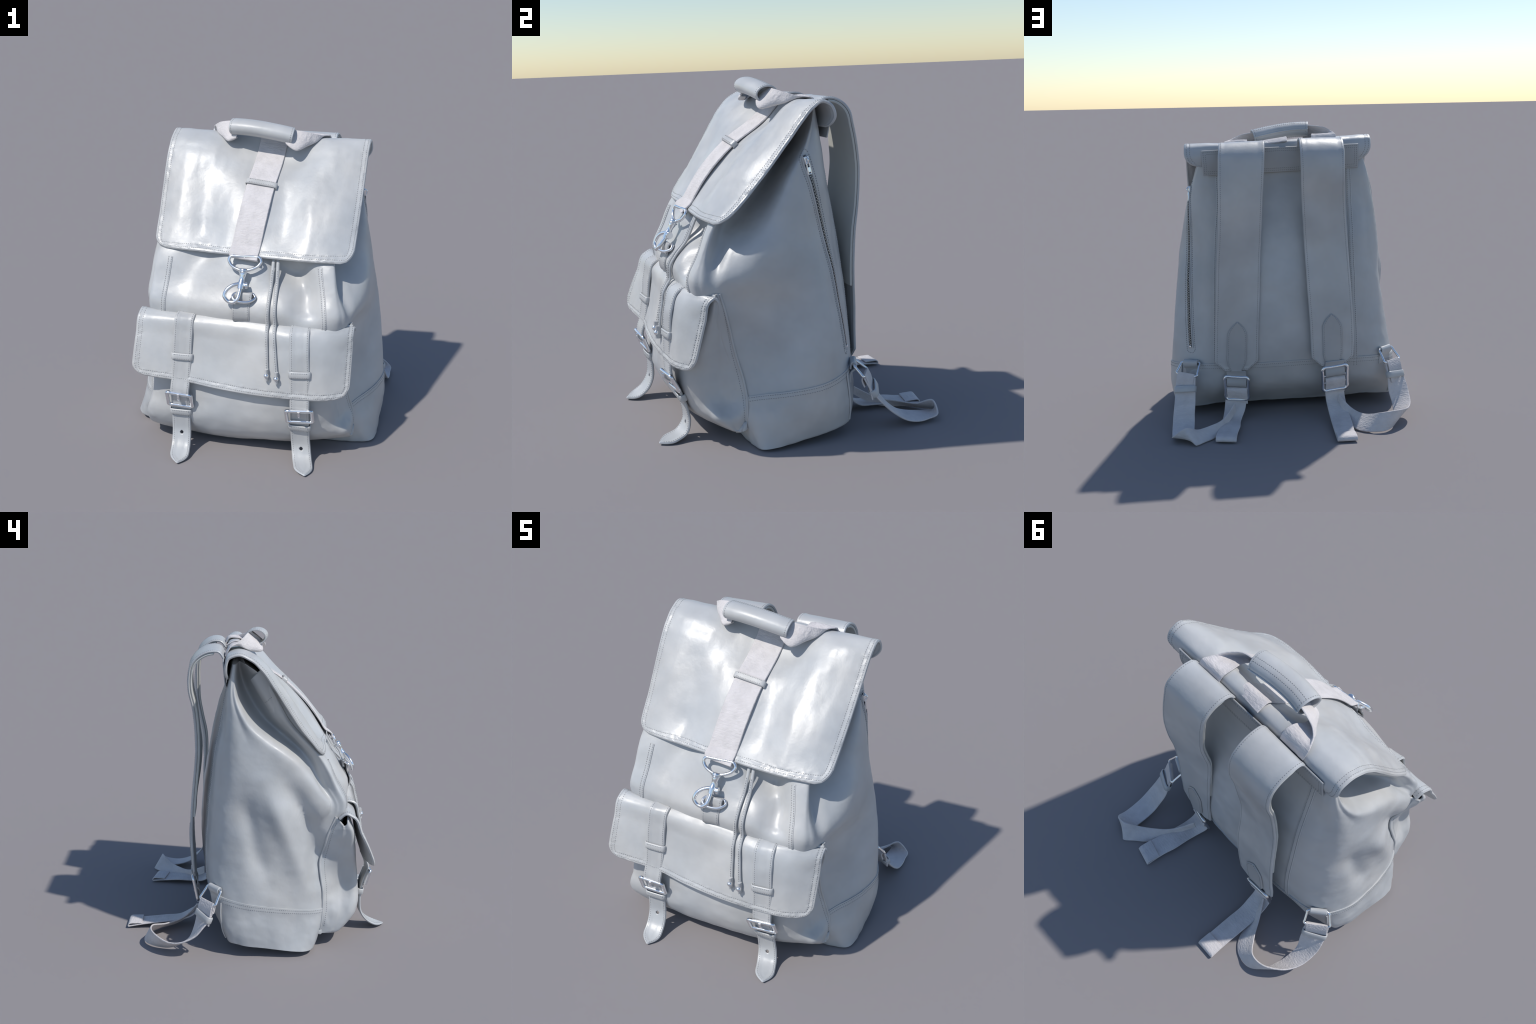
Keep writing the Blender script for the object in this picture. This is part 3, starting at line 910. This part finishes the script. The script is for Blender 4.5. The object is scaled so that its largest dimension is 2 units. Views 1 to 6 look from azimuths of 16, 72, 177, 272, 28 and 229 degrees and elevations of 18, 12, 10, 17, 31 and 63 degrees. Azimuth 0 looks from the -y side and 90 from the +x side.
for side, q in LOOP.items():
    lp = two_edge('webbing_loop', q['e1'], q['e2'], WEB, .009, flip=(side == 'right'), crumple=.0025, res=.012)
    C = A(DR[side])
    # D-ring: narrower bar at the top, wide bow below
    m = C.mean(0)
    up = (C[0] + C[1]) / 2; lo = (C[2] + C[3]) / 2; ax = unit(C[1] - C[0]); dn = unit(lo - up)
    dr = tube('strap_ring', rounded_loop([up - ax * .066, up + ax * .066, lo + unit(C[2] - C[3]) * .082, lo - unit(C[2] - C[3]) * .082], .26), .008, CHROME, True, n=96)
    # leather tab that holds the ring, folded over its bar
    p, nb = on_body(up, 0.)
    out = unit(nb * A((1, 1, 0)))
    tab = ribbon('ring_tab', [p - A((0, 0, .10)) + out * .010, p - A((0, 0, .045)) + out * .016, up - A((0, 0, .018)) + out * .016, up + out * .018 + A((0, 0, .004)), up + A((0, 0, .018)) + out * .004,
                              up + A((0, 0, .012)) - out * .014, p - A((0, 0, .02)) + out * .004],
                 ax, .098, LEATHER, .010, parent=dr, face=out + A((0, 0, .3)), res=.008)
    # webbing turned round the lower bar and its leather keeper
    lx = unit(C[2] - C[3])
    turn = ribbon('webbing_turn', [lo - A((0, 0, .13)) + out * (.048), lo - A((0, 0, .07)) + out * .034, lo - A((0, 0, .01)) + out * .016, lo + A((0, 0, .014)) + out * .002, lo - A((0, 0, .004)) - out * .014, lo - A((0, 0, .06)) - out * .004],
                  lx, .128, WEB, .009, parent=dr, face=out + A((0, 0, .3)), res=.009, crumple=.002)
    kc = (A(q['e1'][1]) + A(q['e2'][1])) / 2
    dirn = unit(A(q['e1'][2]) + A(q['e2'][2]) - A(q['e1'][0]) - A(q['e2'][0]))
    wd = A(q['e2'][1]) - A(q['e1'][1])
    if np.dot(np.cross(unit(wd), dirn), out) < 0:
        wd = -wd
    band('webbing_keeper', kc + out * .006, dirn, wd, .148, .040, .045, .006, LEATHER, dr, stitches=False)

# ------------------------------------------------------------------ handle
grip_c = A([(-.182, -.022, 1.945), (-.09, -.030, 1.944), (.01, -.028, 1.934), (.11, -.020, 1.917), (.205, -.008, 1.897)])
n = 60; gp = spline(chord(grip_c), grip_c, np.linspace(0, 1, n))
T = unit(np.gradient(gp, axis=0))
V, F = [], []
m = 44
for i in range(n):
    f = unit(np.cross(T[i], (0, 0, 1.))); up = np.cross(f, T[i])      # f points to -y (front)
    for j in range(m):
        # open C: starts under the front, over the top, down the back and a little under
        a = math.radians(-70 + 335 * j / (m - 1))
        rr = 1 + .06 * (j / (m - 1))
        V.append(gp[i] + f * math.cos(a) * .068 * rr + up * math.sin(a) * .050 * rr)
F = [(i * m + j, i * m + j + 1, (i + 1) * m + j + 1, (i + 1) * m + j) for i in range(n - 1) for j in range(m - 1)]
grip = make('carry_handle', V, F, LEATHER, None, 0)
if grip.data.polygons[20].normal.dot(Vector(V[20]) - Vector(gp[0])) < 0:
    grip.data.flip_normals()
so = grip.modifiers.new('thickness', 'SOLIDIFY'); so.thickness = .010; so.offset = -1
bv = grip.modifiers.new('soft_edges', 'BEVEL'); bv.width = .003; bv.segments = 2; bv.limit_method = 'ANGLE'
V = A(V).reshape(n, m, 3)
GN = unit(V - gp[:, None])
for i in (2, n - 3):
    stitch_path([(V[i, j], GN[i, j]) for j in range(3, m - 4)], grip)
for j in (22, 25, 41):
    stitch_path([(V[i, j], GN[i, j]) for i in range(2, n - 2)], grip)
# overlapped edge at the back of the grip
V2 = []
tube('handle_edge', [V[i, 32] + GN[i, 32] * .002 for i in range(0, n, 6)] + [V[n - 1, 32]], .005, LEATHER, parent=grip)

# webbing that carries the grip: flat over the ridge, then twisted into the grip ends
HW = {   # three lines along each end: inner edge (ends up below), crease (pushed out), outer edge (ends up on top)
    'right': [[(.255, .200, 1.835), (.330, .206, 1.832), (.405, .212, 1.825)], [(.250, .17, 1.880), (.325, .180, 1.880), (.400, .19, 1.868)], [(.250, .115, 1.878), (.330, .140, 1.872), (.388, .165, 1.874)],
              [(.262, .060, 1.855), (.345, .090, 1.860), (.368, .12, 1.884)], [(.250, .010, 1.838), (.300, .012, 1.848), (.325, .065, 1.902)], [(.225, -.030, 1.824), (.245, -.056, 1.845), (.262, .025, 1.922)], [(.17, -.03, 1.85), (.17, -.058, 1.88), (.17, .01, 1.938)]],
    'left': [[(-.190, .165, 1.850), (-.270, .160, 1.850), (-.350, .155, 1.850)], [(-.192, .125, 1.905), (-.272, .125, 1.908), (-.352, .125, 1.905)], [(-.200, .085, 1.908), (-.285, .085, 1.905), (-.345, .105, 1.918)],
             [(-.215, .050, 1.895), (-.302, .045, 1.892), (-.328, .075, 1.935)], [(-.210, .010, 1.872), (-.262, .000, 1.882), (-.290, .048, 1.957)], [(-.190, -.028, 1.858), (-.207, -.055, 1.882), (-.228, .034, 1.970)], [(-.15, -.03, 1.875), (-.15, -.058, 1.90), (-.15, .02, 1.978)]],
}
for side, rows in HW.items():
    Sheet('handle_webbing', rows, WEB, thick=.008, crumple=.005, pucker=.003, face=(-1 if side == 'left' else 1, -.7, .2), res=.008, parent=grip)

# ------------------------------------------------------------------ centre webbing strap, hook and ring
def above_flap(x, v, lift):
    u = 0
    for _ in range(12):
        p, nn = mf.at(u, v); u += (x - p[0]) / .62
    return p + nn * lift

vs = [.135, .18, .24, .32, .42, .52, .62, .72, .82, .90, .955]
xs = [.065, .063, .06, .058, .055, .050, .045, .041, .036, .031, .026]
sp = [above_flap(x, v, .016) for x, v in zip(xs, vs)]
sp[0] = sp[0] - A((0, .0, .01))
sp += [A((.022, -.520, 1.262)), A((.022, -.522, 1.243)), A((.022, -.505, 1.236)), A((.024, -.495, 1.26))]
cw = ribbon('closure_webbing', sp, (1, .02, -.14), .168, WEB, .010, face=(0, -1, 1), crumple=.003, pucker=.002, res=.012)
if np.dot(cw.N[len(cw.v) // 2, 5], (0, -1, 1)) < 0:
    print('centre web normal flipped')
k = np.argmin(np.abs(cw.P[:, cw.P.shape[1] // 2, 2] - 1.632))
mid = cw.P.shape[1] // 2
band('webbing_keeper', cw.P[k, mid] - cw.N[k, mid] * .006, cw.P[k - 3, mid] - cw.P[k + 3, mid], cw.P[k, -1] - cw.P[k, 0], .186, .032, .038, .007, LEATHER, cw.ob)


D = [(-.052, -.527, 1.258), (-.02, -.521, 1.260), (.030, -.514, 1.259), (.085, -.505, 1.258), (.118, -.502, 1.254), (.130, -.507, 1.236), (.118, -.520, 1.212), (.080, -.542, 1.192), (.032, -.553, 1.185), (-.015, -.550, 1.192), (-.050, -.543, 1.214), (-.062, -.535, 1.240)]
hookset = tube('hook_ring', D, .0095, CHROME, True, n=90)
# swivel, barrel, gate knob and hook bow
tube('swivel', [(.033, -.552, 1.196), (.033, -.558, 1.182), (.033, -.565, 1.166)], .026, CHROME, parent=hookset, rfun=lambda t: 1 - .25 * (2 * t - 1) ** 4 - .2 * np.exp(-((t - .55) / .06) ** 2))
tube('hook_barrel', [(.034, -.566, 1.170), (.031, -.588, 1.130), (.028, -.610, 1.088)], .0215, CHROME, parent=hookset, rfun=lambda t: 1 - .25 * np.sin(np.pi * np.clip(t * 1.4, 0, 1)) ** 2)
tube('hook_bow', [(.026, -.600, 1.118), (-.02, -.625, 1.108), (-.050, -.648, 1.080), (-.056, -.660, 1.052), (-.030, -.662, 1.022), (.000, -.662, 1.020), (.020, -.655, 1.036), (.027, -.632, 1.066), (.028, -.612, 1.090)],
     .0115, CHROME, parent=hookset, n=70)
tube('gate_knob', [(.040, -.602, 1.105), (.052, -.598, 1.106), (.068, -.594, 1.107)], .021, CHROME, parent=hookset, rfun=lambda t: .5 + .5 * smooth(.35, .5, t))
ring = tube('tab_ring', [(-.012, -.640, 1.046), (-.005, -.618, 1.058), (.050, -.602, 1.056), (.105, -.590, 1.050), (.115, -.598, 1.038), (.095, -.628, 1.022), (.05, -.648, 1.020), (.005, -.652, 1.030)], .0085, CHROME, True, n=80)


# ------------------------------------------------------------------ draw cords
nr_, nc_ = pf.P.shape[:2]
PFB = BVHTree.FromPolygons([tuple(p) for p in pf.P.reshape(-1, 3)], [(i * nc_ + j, i * nc_ + j + 1, (i + 1) * nc_ + j + 1, (i + 1) * nc_ + j) for i in range(nr_ - 1) for j in range(nc_ - 1)])


def front_y(x, z):
    """y of the foremost of body and pocket flap at (x, z)"""
    ys = [h[0][1] for h in (t.ray_cast(Vector((x, -2, z)), Vector((0, 1, 0))) for t in (BVH, PFB)) if h[0] is not None]
    return min(ys) if ys else 9.


for x0, x1, x2, zend in ((.193, .203, .222, .600), (.216, .250, .281, .588)):
    pts = []
    for z in (1.27, 1.235, 1.18, 1.10, 1.02, .96, .92, .89, .86, .82, .76, .70, .64, zend):
        x = np.interp(-z, [-1.34, -.85, -.59], [x0, x1, x2])
        line = np.interp(-z, [-1.27, -1.235, -.87, -.59], [-.428, -.462, -.655, -.735])
        pts.append((x, min(line, front_y(x, z) - .013) if z < 1.2 else line, z))
    cd = tube('draw_cord', pts, .0105, LEATHER, n=90, sides=10, flat=.75)
    e = A(pts[-1])
    S_ = spline(chord(A(pts)), A(pts), np.linspace(.14, .94, 200))
    stitch_path([(p + A((0, -.0095, .0)), A((0, -1., .1))) for p in S_], cd, step=.014)
    tube('cord_end', [e + A((-.001, .002, .045)), e + A((0, 0, .01)), e + A((.001, -.002, -.026))], .019, LEATHER, parent=cd, flat=.55)
    ball('rivet', e + A((0, -.013, .008)), .0155, CHROME, cd)

sp = [(.037, front_y(.037, z) - d, z) for z, d in ((.885, -.006), (.91, .012), (.95, .014), (1.0, .016))]
sp += [(.047, -.622, 1.045), (.048, -.610, 1.066), (.048, -.594, 1.062), (.047, -.588, 1.03)]
tb = ribbon('ring_tab', sp, (1, .12, .0), .100, DULL, .010, res=.008, parent=ring, hem=.001, stitch=(('sides', .008),), face=(0, -1, 0))

# ------------------------------------------------------------------ buckled front straps
FS = [
    dict(sp=[(-.309, -.585, .868), (-.310, -.610, .905), (-.311, -.650, .892), (-.314, -.684, .80), (-.318, -.704, .66), (-.322, -.728, .52), (-.326, -.752, .43), (-.331, -.728, .365),
             (-.337, -.708, .30), (-.339, -.700, .22), (-.337, -.707, .131), (-.332, -.738, .075), (-.324, -.795, .034), (-.315, -.862, .017)],
         q=[(-.404, -.764, .430), (-.260, -.738, .410), (-.262, -.706, .318), (-.406, -.732, .336)], keep=(-.318, -.702, .650), low=(-.338, -.700, .282), hole=(-.337, -.703, .131)),
    dict(sp=[(.398, -.578, .850), (.399, -.610, .885), (.402, -.652, .872), (.408, -.698, .77), (.416, -.716, .63), (.418, -.722, .50), (.418, -.724, .395), (.412, -.690, .32),
             (.407, -.664, .25), (.406, -.645, .18), (.412, -.640, .095), (.424, -.665, .050), (.447, -.730, .026), (.471, -.803, .017)],
         q=[(.341, -.748, .394), (.492, -.722, .396), (.490, -.676, .302), (.339, -.700, .300)], keep=(.416, -.716, .627), low=(.407, -.668, .246), hole=(.412, -.638, .089)),
]
for d in FS:
    sp = A(d['sp'])
    Lt = np.linalg.norm(np.diff(sp, axis=0), axis=1).sum()
    wdir = [(1, .12, -.12)] * len(sp)
    st = ribbon('closure_strap', sp, wdir, .108, LEATHER, .014, wfun=tip_pointed(.085, Lt, 2.2, .05), res=.009, hem=.0015, crumple=.002, face=(0, -1, .2), stitch=(('sides', .008),))
    if st.N[len(st.v) // 2, 3, 1] > 0:
        print('front strap normal flipped')
    # punched hole
    h = A(d['hole']); k = np.argmin(np.linalg.norm(st.P[:, st.P.shape[1] // 2] - h, axis=1))
    hp = st.P[k, st.P.shape[1] // 2]; hn = st.N[k, st.P.shape[1] // 2]
    cut = tube('hole_cutter', [hp - hn * .05, hp, hp + hn * .05], .011, LEATHER, n=4, sides=20)
    bo = st.ob.modifiers.new('hole', 'BOOLEAN'); bo.object = cut; bo.operation = 'DIFFERENCE'; bo.solver = 'EXACT'
    bpy.context.view_layer.update()
    dg = bpy.context.evaluated_depsgraph_get()
    nm = bpy.data.meshes.new_from_object(st.ob.evaluated_get(dg))
    st.ob.modifiers.clear(); st.ob.data = nm
    bpy.data.objects.remove(cut)
    # buckle frame with prong
    C = A(d['q'])
    bk = tube('strap_buckle', rounded_loop(C, .18), .0115, CHROME, True, st.ob, n=110)
    tm = (C[0] + C[1]) / 2; bm = (C[2] + C[3]) / 2
    o = unit(np.cross(C[1] - C[0], C[3] - C[0])); o = o if o[1] < 0 else -o
    tube('buckle_prong', [bm * .5 + tm * .5 + o * .004, bm * .3 + tm * .7 + o * .016, bm * .12 + tm * .88 + o * .020, tm + o * .014, tm + unit(tm - bm) * .008 + o * .012], .0080, CHROME, parent=bk)
    # keepers, upper and lower
    for cc, kw in ((A(d['keep']), dict(w=.122, d_=.034)), (A(d['low']), dict(w=.128, d_=.036))):
        k = np.argmin(np.linalg.norm(st.P[:, st.P.shape[1] // 2] - cc, axis=1))
        k = min(max(k, 2), st.P.shape[0] - 3)
        p = st.P[k, st.P.shape[1] // 2]; nn = st.N[k, st.P.shape[1] // 2]
        tt = unit(st.P[k - 2, st.P.shape[1] // 2] - st.P[k + 2, st.P.shape[1] // 2])
        band('strap_keeper', p - nn * .008, tt, np.cross(tt, nn), kw['w'], kw['d_'], .042, .006, LEATHER, st.ob)

# ------------------------------------------------------------------ side zip
zp = A([(.632, .045, 1.578), (.645, .085, 1.40), (.660, .130, 1.20), (.668, .172, .98), (.672, .213, .72), (.668, .250, .482)])
ZP = spline(chord(zp), zp, np.linspace(0, 1, 400))
pos, nor = zip(*[on_body(p) for p in ZP])
pos, nor = A(pos), A(nor)
for _ in range(30):
    nor[1:-1] = (nor[:-2] + nor[2:] + nor[1:-1]) / 3; pos[1:-1] = (pos[:-2] + pos[2:] + pos[1:-1]) / 3
nor = unit(nor)
T = unit(np.gradient(pos, axis=0)); B = unit(np.cross(nor, T))
V, F = [], []
for i in range(0, 400, 4):
    for u, h in ((-.014, .001), (-.011, .003), (.011, .003), (.014, .001)):
        V.append(pos[i] + B[i] * u + nor[i] * h)
for i in range(99):
    for j in range(3):
        F.append((i * 4 + j, i * 4 + j + 1, (i + 1) * 4 + j + 1, (i + 1) * 4 + j))
tape = make('zip_tape', V, F, TAPE, right_gusset, 30)
if tape.data.polygons[1].normal.dot(Vector(nor[0])) < 0:
    tape.data.flip_normals()
# leather lips either side
for s in (-1, 1):
    tube('zip_lip', [pos[i] + B[i] * s * .016 + nor[i] * .002 for i in range(0, 400, 19)], .0055, LEATHER, parent=tape, n=120, sides=8)
for off in (.034,):
    loop = [(pos[i] + B[i] * off, nor[i]) for i in range(0, 400, 2)] + \
           [(pos[-1] + B[-1] * off * math.cos(a) + T[-1] * off * math.sin(a), nor[-1]) for a in np.linspace(0, math.pi, 20)] + \
           [(pos[i] - B[i] * off, nor[i]) for i in range(398, -1, -2)] + \
           [(pos[0] - B[0] * off * math.cos(a) - T[0] * off * math.sin(a), nor[0]) for a in np.linspace(0, math.pi, 20)]
    stitch_path([(on_body(p, .001)[0], nn) for p, nn in loop], tape)
# teeth
d = np.concatenate([[0], np.cumsum(np.linalg.norm(np.diff(pos, axis=0), axis=1))])
V, F = [], []
for q, s0 in enumerate(np.arange(.03, d[-1] - .01, .0085)):
    i = int(np.searchsorted(d, s0)); side = 1 if q % 2 else -1
    c = pos[i] + B[i] * side * .0045 + nor[i] * .0055
    k = len(V)
    for z in (-.003, .003):
        for a, b in ((-1, -1), (1, -1), (1, 1), (-1, 1)):
            V.append(c + B[i] * a * .0062 + T[i] * b * .0026 + nor[i] * z)
    F += [(k, k + 3, k + 2, k + 1), (k + 4, k + 5, k + 6, k + 7)] + [(k + e, k + (e + 1) % 4, k + 4 + (e + 1) % 4, k + 4 + e) for e in range(4)]
teeth = make('zip_teeth', V, F, TEETH, tape, 20); teeth['kind'] = 'stuff'
# slider, pull and end stop
def slab(name, i, along, w, l, h, up, parent, taper=1.):
    c = pos[i] + T[i] * along + nor[i] * up
    V = [c + B[i] * a * w / 2 * (taper if b > 0 else 1) + T[i] * b * l / 2 + nor[i] * z * h / 2 for z in (-1, 1) for a, b in ((-1, -1), (1, -1), (1, 1), (-1, 1))]
    F = [(0, 3, 2, 1), (4, 5, 6, 7), (0, 1, 5, 4), (1, 2, 6, 5), (2, 3, 7, 6), (3, 0, 4, 7)]
    ob = make(name, V, F, CHROME, parent, 30)
    bv = ob.modifiers.new('soft_edges', 'BEVEL'); bv.width = min(w, l, h) * .3; bv.segments = 3
    return ob
slider = slab('zip_slider', 4, .018, .034, .045, .016, .012, tape, .75)
tube('zip_bridge', [pos[4] + T[4] * .0 + nor[4] * .018, pos[4] + T[4] * .018 + nor[4] * .030, pos[4] + T[4] * .036 + nor[4] * .018], .005, CHROME, parent=slider)
cpl = pos[4] + T[4] * .064 + nor[4] * .018
tube('zip_pull', rounded_loop([cpl - B[4] * .009 - T[4] * .030, cpl + B[4] * .009 - T[4] * .030, cpl + B[4] * .011 + T[4] * .030 - nor[4] * .004, cpl - B[4] * .011 + T[4] * .030 - nor[4] * .004], .2), .0042, CHROME, True, slider, n=60)
slab('zip_pull_plate', 4, .070, .018, .028, .006, .017, slider)
slab('zip_stop', 395, .0, .016, .014, .010, .007, tape)

# ------------------------------------------------------------------ thread
for pname, (V, F) in STITCHES.items():
    ob = make('stitching', V, F, STITCH, bpy.data.objects[pname], 0)
    ob['kind'] = 'stuff'
    # stay within thing > part > sub-part
    par = bpy.data.objects[pname]
    if par.parent and par.parent is not ROOT:
        ob.parent = par.parent
def depth(o):
    return 0 if o.parent is None else 1 + depth(o.parent)
for o in bpy.data.objects:
    while depth(o) > 2:
        o.parent = o.parent.parent
